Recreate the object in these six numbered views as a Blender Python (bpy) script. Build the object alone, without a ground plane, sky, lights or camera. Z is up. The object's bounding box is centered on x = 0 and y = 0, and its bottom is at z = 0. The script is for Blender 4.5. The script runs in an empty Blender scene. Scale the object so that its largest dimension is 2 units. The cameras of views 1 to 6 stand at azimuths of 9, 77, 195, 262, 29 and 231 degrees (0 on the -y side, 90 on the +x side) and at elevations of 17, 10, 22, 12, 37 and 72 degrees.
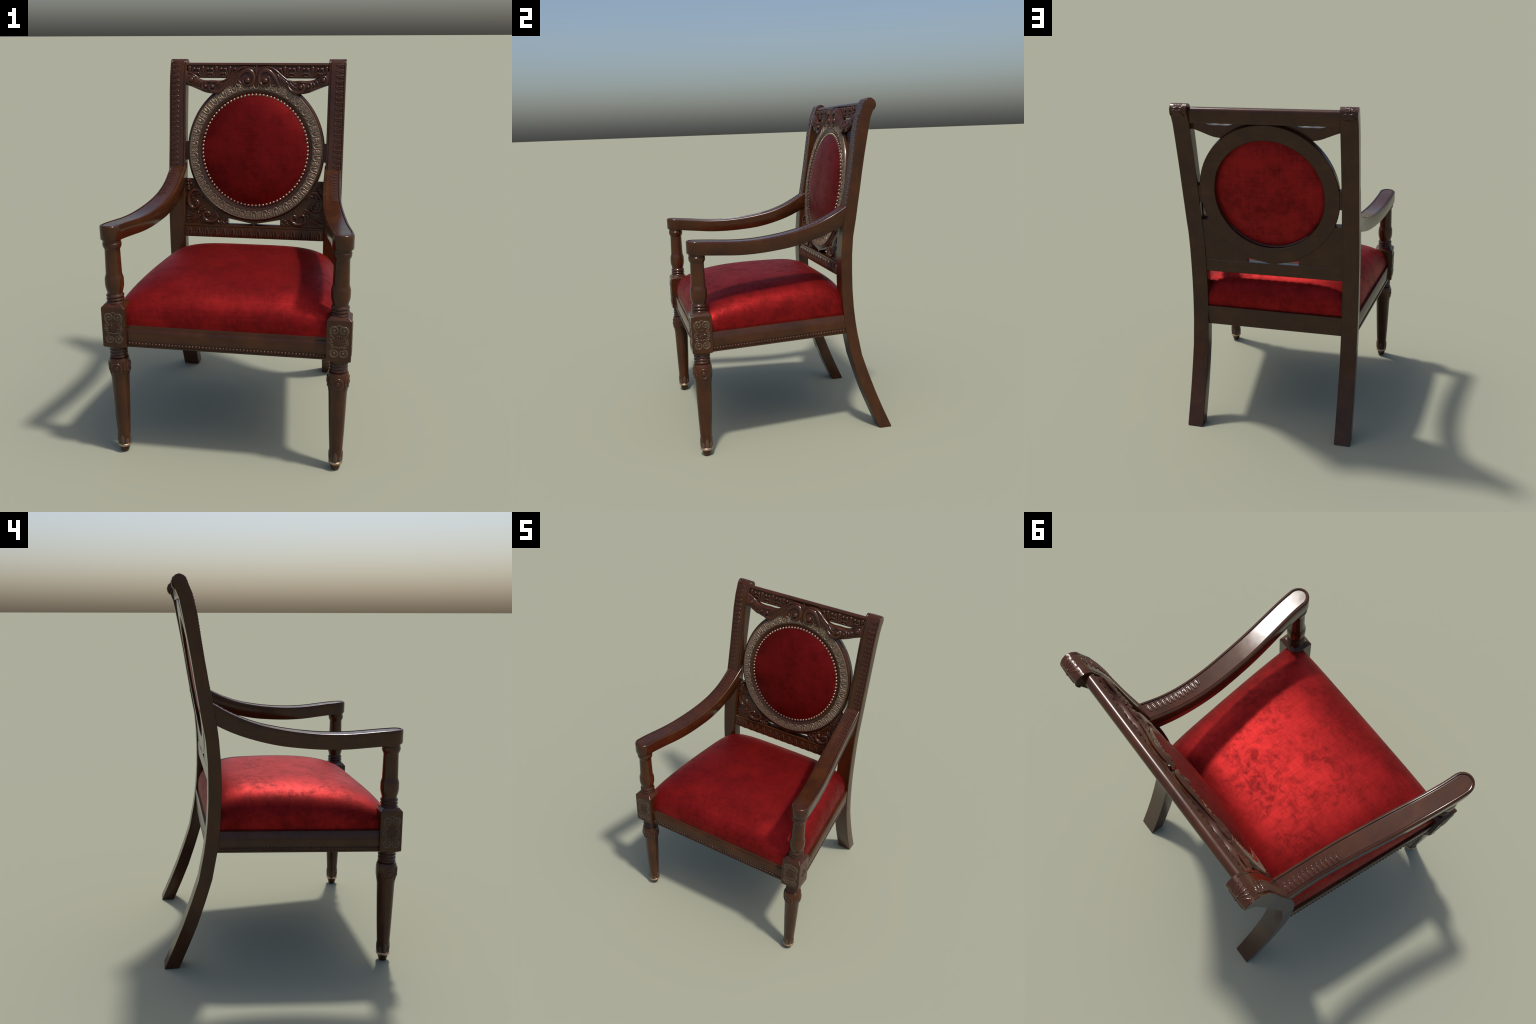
# Carved mahogany armchair with crimson upholstery, built part by part.
import bpy, bmesh, math, random
import numpy as np
from mathutils import Vector, Matrix

random.seed(11)
PI = math.pi

# ---------------------------------------------------------------- materials
def new_mat(name):
    m = bpy.data.materials.new(name)
    m.use_nodes = True
    nt = m.node_tree
    for n in list(nt.nodes):
        nt.nodes.remove(n)
    out = nt.nodes.new('ShaderNodeOutputMaterial')
    b = nt.nodes.new('ShaderNodeBsdfPrincipled')
    nt.links.new(b.outputs[0], out.inputs[0])
    return m, nt, b

def N(nt, kind, **kw):
    n = nt.nodes.new(kind)
    for k, v in kw.items():
        if k in n.inputs:
            n.inputs[k].default_value = v
        else:
            setattr(n, k, v)
    return n

def noise(nt, coord, scale, detail=4, rough=0.6, stretch=(1, 1, 1), dist=0.0):
    mp = N(nt, 'ShaderNodeMapping')
    mp.inputs['Scale'].default_value = stretch
    nt.links.new(coord, mp.inputs['Vector'])
    n = N(nt, 'ShaderNodeTexNoise', Scale=scale, Detail=detail, Roughness=rough, Distortion=dist)
    nt.links.new(mp.outputs[0], n.inputs['Vector'])
    return n.outputs['Fac']

def ramp(nt, fac, stops):
    r = N(nt, 'ShaderNodeValToRGB')
    cr = r.color_ramp
    while len(cr.elements) < len(stops):
        cr.elements.new(0.5)
    for e, (p, c) in zip(cr.elements, stops):
        e.position = p
        e.color = (*c, 1) if len(c) == 3 else c
    nt.links.new(fac, r.inputs[0])
    return r.outputs[0]

def mixc(nt, fac, a, b, mode='MIX'):
    m = N(nt, 'ShaderNodeMix', data_type='RGBA', blend_type=mode)
    if hasattr(fac, 'links'):
        nt.links.new(fac, m.inputs[0])
    else:
        m.inputs[0].default_value = fac
    for s, v in ((6, a), (7, b)):
        if hasattr(v, 'links'):
            nt.links.new(v, m.inputs[s])
        else:
            m.inputs[s].default_value = (*v, 1)
    return m.outputs[2]

def math_(nt, op, a, b=None):
    m = N(nt, 'ShaderNodeMath', operation=op)
    for i, v in enumerate((a, b)):
        if v is None:
            continue
        if hasattr(v, 'links'):
            nt.links.new(v, m.inputs[i])
        else:
            m.inputs[i].default_value = v
    return m.outputs[0]

def g(v):
    return (v, v, v)

def wood(name, grain, base, warm, dark, rough=0.17, edge=0.011, cavity=0.0):
    """polished mahogany; grain = axis the fibres run along"""
    m, nt, b = new_mat(name)
    tc = N(nt, 'ShaderNodeTexCoord').outputs['Object']
    st = [7.0, 7.0, 7.0]
    st['xyz'.index(grain)] = 0.6
    fib = noise(nt, tc, 9, 5, 0.65, st, 0.4)
    cloud = noise(nt, tc, 6.5, 5, 0.65)
    speck = noise(nt, tc, 85, 2, 0.5)
    c = mixc(nt, ramp(nt, cloud, [(0.34, g(0)), (0.66, g(1))]), base, warm)
    c = mixc(nt, ramp(nt, fib, [(0.36, g(0.26)), (0.60, g(0))]), c, dark)
    if edge:
        # dark polish gathered along the edges
        geo = N(nt, 'ShaderNodeNewGeometry')
        bev = N(nt, 'ShaderNodeBevel', samples=4)
        bev.inputs['Radius'].default_value = edge
        dot = N(nt, 'ShaderNodeVectorMath', operation='DOT_PRODUCT')
        nt.links.new(bev.outputs[0], dot.inputs[0])
        nt.links.new(geo.outputs['Normal'], dot.inputs[1])
        c = mixc(nt, ramp(nt, dot.outputs['Value'], [(0.80, g(0.5)), (0.998, g(0))]), c, dark)
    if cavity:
        # occlusion shade baked into the base colour in the carving's hollows
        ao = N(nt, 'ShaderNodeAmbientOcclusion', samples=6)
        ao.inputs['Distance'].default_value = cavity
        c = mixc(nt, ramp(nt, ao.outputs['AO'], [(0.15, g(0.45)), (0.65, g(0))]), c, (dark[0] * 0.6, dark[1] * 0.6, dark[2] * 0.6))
    # a few pale nicks
    c = mixc(nt, ramp(nt, speck, [(0.765, g(0)), (0.80, g(0.35))]), c, (0.15, 0.075, 0.045))
    nt.links.new(c, b.inputs['Base Color'])
    rr = noise(nt, tc, 16, 4, 0.65)
    rv = ramp(nt, rr, [(0.3, g(rough - 0.03)), (0.7, g(rough + 0.07))])
    nt.links.new(rv, b.inputs['Roughness'])
    b.inputs['Specular IOR Level'].default_value = 0.38
    bp = N(nt, 'ShaderNodeBump', Strength=0.02, Distance=0.001)
    nt.links.new(fib, bp.inputs['Height'])
    nt.links.new(bp.outputs[0], b.inputs['Normal'])
    return m

BASE, WARM, DARK = (0.037, 0.0108, 0.0038), (0.066, 0.0198, 0.0046), (0.017, 0.0064, 0.0040)
WOODX = wood('mahogany_along_x', 'x', BASE, WARM, DARK)
WOODY = wood('mahogany_along_y', 'y', BASE, WARM, DARK)
WOODZ = wood('mahogany_along_z', 'z', BASE, WARM, DARK)
WOODBACK = wood('mahogany_panel', 'x', BASE, WARM, DARK)
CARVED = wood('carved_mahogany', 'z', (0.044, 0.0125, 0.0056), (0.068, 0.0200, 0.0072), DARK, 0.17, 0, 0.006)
SCROLL = wood('reflection_tinted_carving', 'z', (0.070, 0.040, 0.024), (0.105, 0.063, 0.038), (0.030, 0.017, 0.012), 0.24, 0, 0.010)  # paler olive-bronze wood: reflected light on the scrolls mixed into the colour

def metal(name, c1, c2, rough, mtl):
    m, nt, b = new_mat(name)
    tc = N(nt, 'ShaderNodeTexCoord').outputs['Object']
    n1 = noise(nt, tc, 45, 4, 0.65)
    c = mixc(nt, ramp(nt, n1, [(0.35, g(0)), (0.68, g(1))]), c1, c2)
    nt.links.new(c, b.inputs['Base Color'])
    b.inputs['Metallic'].default_value = mtl
    b.inputs['Specular IOR Level'].default_value = 0.4
    rv = ramp(nt, n1, [(0.3, g(rough + 0.08)), (0.7, g(rough - 0.04))])
    nt.links.new(rv, b.inputs['Roughness'])
    bp = N(nt, 'ShaderNodeBump', Strength=0.15, Distance=0.002)
    nt.links.new(n1, bp.inputs['Height'])
    nt.links.new(bp.outputs[0], b.inputs['Normal'])
    return m

GILT = metal('aged_gilding', (0.170, 0.118, 0.078), (0.275, 0.192, 0.128), 0.32, 0.40)
GROUND = metal('gilding_ground', (0.095, 0.064, 0.044), (0.170, 0.122, 0.085), 0.38, 0.25)
NAIL = metal('brass_nail', (0.28, 0.215, 0.15), (0.42, 0.33, 0.24), 0.27, 0.85)
BRASS = metal('foot_brass', (0.42, 0.27, 0.17), (0.60, 0.40, 0.26), 0.25, 0.9)

def fabric(name, lo, hi, blot, rough, mtl, weave=(0, 1)):
    """crimson velvet: blotchy nap and a fine woven rib along two axes"""
    m, nt, b = new_mat(name)
    tc = N(nt, 'ShaderNodeTexCoord').outputs['Object']
    n1 = noise(nt, tc, 5.5, 6, 0.68)
    n2 = noise(nt, tc, 26, 6, 0.72, dist=0.6)
    ribs = []
    for k, ax in enumerate(weave):
        st = [2.0, 2.0, 2.0]
        st[ax] = 24
        st[weave[1 - k]] = 0.5
        ribs.append(noise(nt, tc, 10, 1, 0.5, st))
    c = mixc(nt, ramp(nt, n1, [(0.36, g(0)), (0.62, g(1))]), lo, hi)
    pat = math_(nt, 'MULTIPLY', ramp(nt, n1, [(0.40, g(1)), (0.60, g(0.12))]),
                ramp(nt, n2, [(0.44, g(0)), (0.60, g(1))]))
    c = mixc(nt, math_(nt, 'MULTIPLY', pat, 0.52), c, blot)
    thr = math_(nt, 'MULTIPLY', math_(nt, 'ADD', *ribs), 0.5)
    c = mixc(nt, 1.0, c, ramp(nt, thr, [(0.36, g(0.84)), (0.64, g(1.10))]), 'MULTIPLY')
    nt.links.new(c, b.inputs['Base Color'])
    b.inputs['Metallic'].default_value = mtl
    rv = ramp(nt, pat, [(0.0, g(rough)), (0.8, g(rough + 0.10))])
    nt.links.new(rv, b.inputs['Roughness'])
    b.inputs['Specular IOR Level'].default_value = 0.22
    bp = N(nt, 'ShaderNodeBump', Strength=0.08, Distance=0.002)
    nt.links.new(thr, bp.inputs['Height'])
    nt.links.new(bp.outputs[0], b.inputs['Normal'])
    return m

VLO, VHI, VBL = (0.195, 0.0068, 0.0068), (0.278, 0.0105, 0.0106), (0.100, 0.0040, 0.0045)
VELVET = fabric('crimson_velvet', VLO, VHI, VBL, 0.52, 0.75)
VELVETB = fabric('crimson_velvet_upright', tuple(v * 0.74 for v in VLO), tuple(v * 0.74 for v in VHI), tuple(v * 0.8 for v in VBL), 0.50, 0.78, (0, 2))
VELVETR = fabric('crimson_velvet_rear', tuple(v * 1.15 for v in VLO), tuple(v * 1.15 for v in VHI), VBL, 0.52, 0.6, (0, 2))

# ---------------------------------------------------------------- mesh helpers
def raw_mesh(name, V, F, mat, angle=38, recalc=True):
    me = bpy.data.meshes.new(name)
    me.from_pydata([tuple(map(float, v)) for v in V], [], F)
    bm = bmesh.new()
    bm.from_mesh(me)
    bmesh.ops.remove_doubles(bm, verts=bm.verts, dist=1e-6)
    if recalc:
        bmesh.ops.recalc_face_normals(bm, faces=bm.faces)
    bm.to_mesh(me)
    bm.free()
    me.polygons.foreach_set('use_smooth', [True] * len(me.polygons))
    me.set_sharp_from_angle(angle=math.radians(angle))
    me.materials.append(mat)
    me.update()
    return me

def link(name, me, parent, M=None):
    ob = bpy.data.objects.new(name, me)
    bpy.context.scene.collection.objects.link(ob)
    if parent is not None:
        ob.parent = parent
    if M is not None:
        ob.matrix_world = M
    return ob

def part(name, V, F, mat, parent, angle=38, bevel=0.0, seg=2, weighted=False):
    ob = link(name, raw_mesh(name, V, F, mat, angle), parent)
    if bevel:
        md = ob.modifiers.new('Bevel', 'BEVEL')
        md.width = bevel
        md.segments = seg
        md.limit_method = 'ANGLE'
        md.angle_limit = math.radians(40)
        md.harden_normals = False
    if weighted:
        wn = ob.modifiers.new('WeightedNormal', 'WEIGHTED_NORMAL')
        wn.keep_sharp = True
        wn.weight = 60
    return ob

class Bag:
    """collects several pieces into one mesh"""
    def __init__(s):
        s.V, s.F = [], []
    def add(s, VF):
        o = len(s.V)
        s.V += list(VF[0])
        s.F += [tuple(i + o for i in f) for f in VF[1]]
        return s

def mapped(VF, fn):
    return [fn(*v) for v in VF[0]], VF[1]

def rings(R, closed=True, cap0=True, cap1=True):
    """skin a list of equally long rings"""
    n = len(R[0])
    V = [p for r in R for p in r]
    F = []
    for i in range(len(R) - 1):
        for j in range(n if closed else n - 1):
            k = (j + 1) % n
            F.append((i * n + j, i * n + k, (i + 1) * n + k, (i + 1) * n + j))
    if cap0:
        F.append(tuple(range(n))[::-1])
    if cap1:
        F.append(tuple((len(R) - 1) * n + j for j in range(n)))
    return V, F

def lathe(profile, cx, cy, seg=32, cap0=True, cap1=True):
    R = [[(cx + r * math.cos(2 * PI * j / seg), cy + r * math.sin(2 * PI * j / seg), z)
          for j in range(seg)] for r, z in profile]
    return rings(R, True, cap0, cap1)

def grid(P):
    nu, nv = len(P), len(P[0])
    V = [p for r in P for p in r]
    F = [(i * nv + j, i * nv + j + 1, (i + 1) * nv + j + 1, (i + 1) * nv + j)
         for i in range(nu - 1) for j in range(nv - 1)]
    return V, F

def box(x0, x1, y0, y1, z0, z1):
    V = [(x, y, z) for z in (z0, z1) for y in (y0, y1) for x in (x0, x1)]
    F = [(0, 2, 3, 1), (4, 5, 7, 6), (0, 1, 5, 4), (2, 6, 7, 3), (0, 4, 6, 2), (1, 3, 7, 5)]
    return V, F

def hermite(xs, ys):
    xs, ys = np.array(xs, float), np.array(ys, float)
    m = np.gradient(ys, xs)
    def f(x):
        i = int(np.clip(np.searchsorted(xs, x) - 1, 0, len(xs) - 2))
        h = xs[i + 1] - xs[i]
        t = (x - xs[i]) / h
        if t < 0:
            return float(ys[i] + m[i] * (x - xs[i]))
        if t > 1:
            return float(ys[i + 1] + m[i + 1] * (x - xs[i + 1]))
        return float((2*t**3 - 3*t*t + 1) * ys[i] + (t**3 - 2*t*t + t) * h * m[i]
                     + (-2*t**3 + 3*t*t) * ys[i + 1] + (t**3 - t*t) * h * m[i + 1])
    return f

def spline(P, n):
    """Catmull-Rom through P (2D or more), n samples"""
    P = [np.array(p, float) for p in P]
    Q = [2 * P[0] - P[1]] + P + [2 * P[-1] - P[-2]]
    out = []
    for k in range(n):
        t = k / (n - 1) * (len(P) - 1)
        i = min(int(t), len(P) - 2)
        t -= i
        a, b, c, d = Q[i:i + 4]
        out.append(0.5 * (2 * b + (c - a) * t + (2 * a - 5 * b + 4 * c - d) * t * t
                          + (3 * b - a - 3 * c + d) * t ** 3))
    return out

# relief pieces live in a flat (u, v, w) space: u across, v up, w out of the face
def ridge(path, radii, height=1.0, seg=8, sink=0.6):
    """a rounded carved rib along a 2D path; radii interpolated along it"""
    P = [np.array(p[:2], float) for p in path]
    n = len(P)
    ts = np.linspace(0, 1, len(radii))
    R = []
    for i in range(n):
        a, b = P[max(i - 1, 0)], P[min(i + 1, n - 1)]
        d = b - a
        d = d / (np.linalg.norm(d) + 1e-9)
        nn = np.array((-d[1], d[0]))
        r = float(np.interp(i / (n - 1), ts, radii))
        ring = []
        for k in range(seg):
            th = 2 * PI * k / seg
            w = math.sin(th)
            ring.append((P[i][0] + nn[0] * r * math.cos(th), P[i][1] + nn[1] * r * math.cos(th),
                         r * height * (w if w > 0 else w * sink)))
        R.append(ring)
    return rings(R)

def spiral(cx, cy, r0, r1, a0, turns, n):
    return [(cx + (r0 + (r1 - r0) * t) * math.cos(a0 + turns * 2 * PI * t),
             cy + (r0 + (r1 - r0) * t) * math.sin(a0 + turns * 2 * PI * t))
            for t in np.linspace(0, 1, n)]

def boss(cx, cy, r, h, seg=12, lat=4, sink=0.004):
    R = [[(cx + r * math.cos(2 * PI * j / seg), cy + r * math.sin(2 * PI * j / seg), -sink) for j in range(seg)]]
    for i in range(lat):
        a = i / lat * PI / 2
        R.append([(cx + r * math.cos(a) * math.cos(2 * PI * j / seg),
                   cy + r * math.cos(a) * math.sin(2 * PI * j / seg), h * math.sin(a)) for j in range(seg)])
    V, F = rings(R, True, True, False)
    top = len(V)
    V.append((cx, cy, h))
    o = lat * seg
    F += [(o + j, o + (j + 1) % seg, top) for j in range(seg)]
    return V, F

def leaf(x0, y0, x1, y1, width, h, rib=0.35, n=8, shape=0.75):
    """pointed leaf from base (x0,y0) to tip (x1,y1), raised with a hollow beside the midrib"""
    b, t = np.array((x0, y0)), np.array((x1, y1))
    d = t - b
    L = np.linalg.norm(d)
    d /= L
    nn = np.array((-d[1], d[0]))
    cols = [(-1.0, -0.30), (-0.88, 0.40), (-0.62, 0.82), (-0.27, 0.86 - 0.4 * rib), (0, 1.0 + 0.4 * rib), (0.27, 0.86 - 0.4 * rib),
            (0.62, 0.82), (0.88, 0.40), (1.0, -0.30)]
    P = []
    for i in range(n + 1):
        s = i / n
        wdt = width / 2 * (math.sin(PI * min(1, (s * 0.80 + 0.2))) ** shape) if s < 1 else 1e-4
        hh = h * (0.55 + 0.45 * math.sin(PI * min(s * 0.9 + 0.1, 1))) * (1 if s < 1 else 0.2)
        c = b + d * L * s
        P.append([(c[0] + nn[0] * wdt * u, c[1] + nn[1] * wdt * u, hh * w if w > 0 else h * w) for u, w in cols])
    V, F = grid(P)
    m = len(cols)
    loop = list(range(m)) + [k * m + m - 1 for k in range(1, n + 1)] + [n * m + k for k in range(m - 2, -1, -1)] + [k * m for k in range(n - 1, 0, -1)]
    F.append(tuple(loop))
    return V, F

def mirror_u(VF):
    return [(-v[0], v[1], v[2]) for v in VF[0]], [tuple(f[::-1]) for f in VF[1]]

# ---------------------------------------------------------------- the thing
chair = bpy.data.objects.new('armchair', None)
bpy.context.scene.collection.objects.link(chair)
chair['label'] = 'carved dark mahogany armchair with crimson velvet seat and oval back'
chair['category'] = 'armchair'

# ---------------------------------------------------------------- rear posts (leg + back upright in one)
PX0, PX1 = 0.418, 0.516
FRONT = [(0.533, 0.0), (0.480, 0.122), (0.434, 0.235), (0.390, 0.365), (0.355, 0.479), (0.328, 0.621), (0.317, 0.685),
         (0.308, 0.801), (0.303, 0.896), (0.302, 1.0), (0.305, 1.1), (0.313, 1.205), (0.326, 1.308), (0.342, 1.395),
         (0.359, 1.488), (0.375, 1.58), (0.391, 1.685), (0.411, 1.822), (0.432, 1.911), (0.447, 1.947), (0.4575, 1.975),
         (0.4640, 1.987), (0.4725, 1.9945), (0.4830, 1.9985)]
BACK = [(0.610, 0.0), (0.556, 0.122), (0.508, 0.239), (0.462, 0.365), (0.424, 0.480), (0.396, 0.622), (0.386, 0.690),
        (0.376, 0.782), (0.370, 0.890), (0.369, 0.993), (0.371, 1.1), (0.379, 1.205), (0.398, 1.310), (0.411, 1.395),
        (0.426, 1.488), (0.441, 1.59), (0.457, 1.685), (0.478, 1.800), (0.496, 1.890), (0.514, 1.934), (0.5275, 1.9575),
        (0.5275, 1.9735), (0.5180, 1.989), (0.5030, 1.9985)]
ZF = [p[1] for p in FRONT]

def post(sx):
    R = []
    # section: front face with a fine bead line cut along both edges
    offs = [0.0, 0.003, 0.0095, 0.0115, 0.0125, 0.0600, 0.0640, 0.0840, 0.0858, 0.0876, 0.0894, 0.0950, 0.098]
    sink = [0.003, 0.0, 0.0, 0.0030, 0.0015, 0.0013, 0.0, 0.0, 0.0026, 0.0026, 0.0, 0.0, 0.003]
    xs = [(PX1 - o, s) for o, s in zip(offs, sink)]
    for k, (f, b) in enumerate(zip(FRONT, BACK)):
        f, b = np.array(f), np.array(b)
        d = (b - f) / np.linalg.norm(b - f)
        cut = 1.0 if f[1] > 1.3 else 0.0
        ring = []
        for i, (x, s) in enumerate(xs):
            edge = i in (0, len(xs) - 1)
            q = f + d * (s * (1 if edge else cut))
            ring.append((sx * x, q[0], q[1]))
        for x, s in ((PX0, 0.003), (PX0 + 0.003, 0), (PX1 - 0.003, 0), (PX1, 0.003)):
            q = b - d * s
            ring.append((sx * x, q[0], q[1]))
        R.append(ring)
    # close the roll on top
    last = R[-1]
    R.append([(p[0], 0.492 + (p[1] - 0.492) * 0.45, min(p[2] + 0.0016, 2.0)) for p in last])
    return rings(R)

posts = []
for sx in (1, -1):
    p = part('rear_post', *post(sx), WOODZ, chair, angle=52, weighted=True)
    posts.append(p)

front_y = hermite(ZF, [p[0] for p in FRONT])

def frame(origin, right, up):
    r = Vector(right).normalized()
    u = Vector(up).normalized()
    n = r.cross(u).normalized()
    u = n.cross(r)
    M = Matrix((r, u, n)).transposed().to_4x4()
    M.translation = Vector(origin)
    return M

def post_frame(x, z, flip):
    """face of the post looking to -y; local u points to the inside of the chair if flip"""
    dz = 0.01
    up = Vector((0, front_y(z + dz) - front_y(z - dz), 2 * dz))
    M = frame((x, front_y(z), z), (1, 0, 0), up)
    M.translation += M.to_3x3() @ Vector((0, 0, -0.0024))
    return M

# sideways leaf: points inward, with a bud at the outer edge and a small dart between
def side_motif():
    b = Bag()
    b.add(leaf(0.000, 0.0, 0.045, 0.0, 0.0220, 0.0030, 0.6, shape=0.55))
    b.add(boss(0.0365, 0.0, 0.0054, 0.0052, 10, 3))
    b.add(ridge(spline([(0.004, 0.0080), (0.018, 0.0105), (0.032, 0.0075), (0.041, 0.002)], 10), [0.0018, 0.0034, 0.0026, 0.0012], 1.0))
    b.add(ridge(spline([(0.004, -0.0080), (0.018, -0.0105), (0.032, -0.0075), (0.041, -0.002)], 10), [0.0018, 0.0034, 0.0026, 0.0012], 1.0))
    b.add(boss(0.0045, 0.0, 0.0046, 0.0050, 10, 3))
    b.add(leaf(0.000, 0.0150, 0.023, 0.0150, 0.0095, 0.0032, 0.5))
    b.add(boss(0.0042, 0.0150, 0.0036, 0.0046, 8, 3))
    return raw_mesh('side_leaf', b.V, b.F, CARVED, 60)

SIDE = side_motif()
for p, sx in zip(posts, (1, -1)):
    for i in range(20):
        z = 1.405 + i * 0.0297
        M = post_frame(sx * 0.5035, z, sx > 0)
        if sx > 0:
            M = M @ Matrix.Rotation(PI, 4, 'Z')
        link('post_leaf', SIDE, p, M @ Matrix.Diagonal((1.06, 0.96, random.uniform(0.85, 1.0), 1)))

# acanthus carved over the roll at the top of each post
def roll_point(a, x, w):
    """angle a around the roll, 0 = top, positive to the back"""
    c = (0.492, 1.961)
    r = 0.037 + w
    return (x, c[0] + r * math.sin(a), c[1] + r * math.cos(a))

def roll_leaf():
    b = Bag()
    for k in range(-2, 3):
        path = spline([(0.003 * k, -0.006), (0.0095 * k, 0.016), (0.0140 * k, 0.036 - 0.004 * abs(k))], 10)
        b.add(ridge(path, [0.0026, 0.0062, 0.0048], 0.85))
        b.add(boss(0.0140 * k, 0.036 - 0.004 * abs(k), 0.0056, 0.0052, 10, 3))
    b.add(ridge(spline([(-0.032, 0.004), (-0.018, -0.008), (0, -0.004), (0.018, -0.008), (0.032, 0.004)], 17), [0.002, 0.0046, 0.0040, 0.0046, 0.002], 0.8))
    b.add(boss(0, -0.005, 0.0062, 0.0058, 10, 3))
    return b
RL = roll_leaf()
for p, sx in zip(posts, (1, -1)):
    bb = Bag()
    for a0, s in ((0.80, 1.0), (1.62, -1.0)):
        bb.add(mapped((RL.V, RL.F), lambda u, v, w, a0=a0, s=s: roll_point(a0 - s * v / 0.037, sx * 0.472 + u * 1.15, 0.75 * w - 0.0005)))
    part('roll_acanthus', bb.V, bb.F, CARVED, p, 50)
    # raised fillets closing the scroll at both sides
    for x in (PX0 + 0.004, PX1 - 0.004):
        R = []
        for k in range(22):
            a = -1.05 + k / 21 * 3.35
            c = roll_point(a, 0, 0)
            ring = []
            for j in range(8):
                t = 2 * PI * j / 8
                q = roll_point(a, sx * (x + 0.0030 * math.cos(t)), 0.0022 * math.sin(t) - 0.0012)
                ring.append(q)
            R.append(ring)
        part('roll_fillet', *rings(R), CARVED, p, 50)
    # dowel plug at the back
    zc = 1.347
    R = [[(sx * 0.462 + r * math.cos(2 * PI * j / 16), 0.4035 + d + (r * math.sin(2 * PI * j / 16)) * 0.16,
           zc + r * math.sin(2 * PI * j / 16)) for j in range(16)] for r, d in ((0.0105, -0.004), (0.0105, 0.0012), (0.0085, 0.0022))]
    part('dowel', *rings(R), CARVED, p, 40)

# ---------------------------------------------------------------- front legs
LX, LY = 0.5635, -0.553
BX0, BX1, BY0, BY1 = 0.502, 0.6235, -0.6095, -0.494

def square_ring(z, arch, n=8, half=None):
    pts = []
    cs = [(BX1, BY0), (BX1, BY1), (BX0, BY1), (BX0, BY0)]
    if half:
        cs = [(LX + half, LY - half), (LX + half, LY + half), (LX - half, LY + half), (LX - half, LY - half)]
    for k in range(4):
        a, b = cs[k], cs[(k + 1) % 4]
        for i in range(n):
            t = i / n
            pts.append((a[0] + (b[0] - a[0]) * t, a[1] + (b[1] - a[1]) * t, z + arch * (1 - (2 * t - 1) ** 2)))
    return pts

def round_ring(r, z, n=8):
    pts = []
    for k in range(4 * n):
        a = -PI / 4 + 2 * PI * k / (4 * n)
        pts.append((LX + r * math.cos(a), LY + r * math.sin(a), z))
    return pts

def beads(z0, z1, r, k, dip=0.005):
    """profile of k turned rings between z0 (low) and z1"""
    out = []
    h = (z1 - z0) / k
    for i in range(k):
        for t in (0.04, 0.22, 0.5, 0.78, 0.96):
            out.append((r - dip + dip * math.sin(PI * t), z0 + h * (i + t)))
    return out

def sxm(VF, sx):
    return [(sx * v[0], v[1], v[2]) for v in VF[0]], VF[1]

LEG = ([(0.0195, 0.0), (0.0215, 0.003), (0.0235, 0.010), (0.0285, 0.030), (0.029, 0.034)])
SHAFT = ([(0.029, 0.046), (0.0325, 0.050), (0.0330, 0.060), (0.0342, 0.118), (0.0387, 0.217), (0.0425, 0.326),
          (0.0462, 0.436), (0.0475, 0.446), (0.0515, 0.470), (0.0540, 0.490), (0.0545, 0.508), (0.0540, 0.530),
          (0.0520, 0.544), (0.0480, 0.552)] + beads(0.554, 0.606, 0.0470, 3) + [(0.0445, 0.609), (0.0445, 0.630)])
SPINDLE = ([(0.043, 0.842)] + beads(0.8465, 0.8975, 0.0455, 3) +
           [(0.0385, 0.901), (0.0388, 0.906), (0.0430, 0.921), (0.0466, 0.936), (0.0475, 0.950), (0.0472, 0.978), (0.0458, 0.986),
            (0.0412, 1.000), (0.0405, 1.006), (0.0395, 1.06), (0.0383, 1.125), (0.0385, 1.131), (0.0430, 1.139), (0.0462, 1.147),
            (0.0470, 1.153), (0.0470, 1.163), (0.0448, 1.166), (0.0455, 1.186)])

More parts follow.
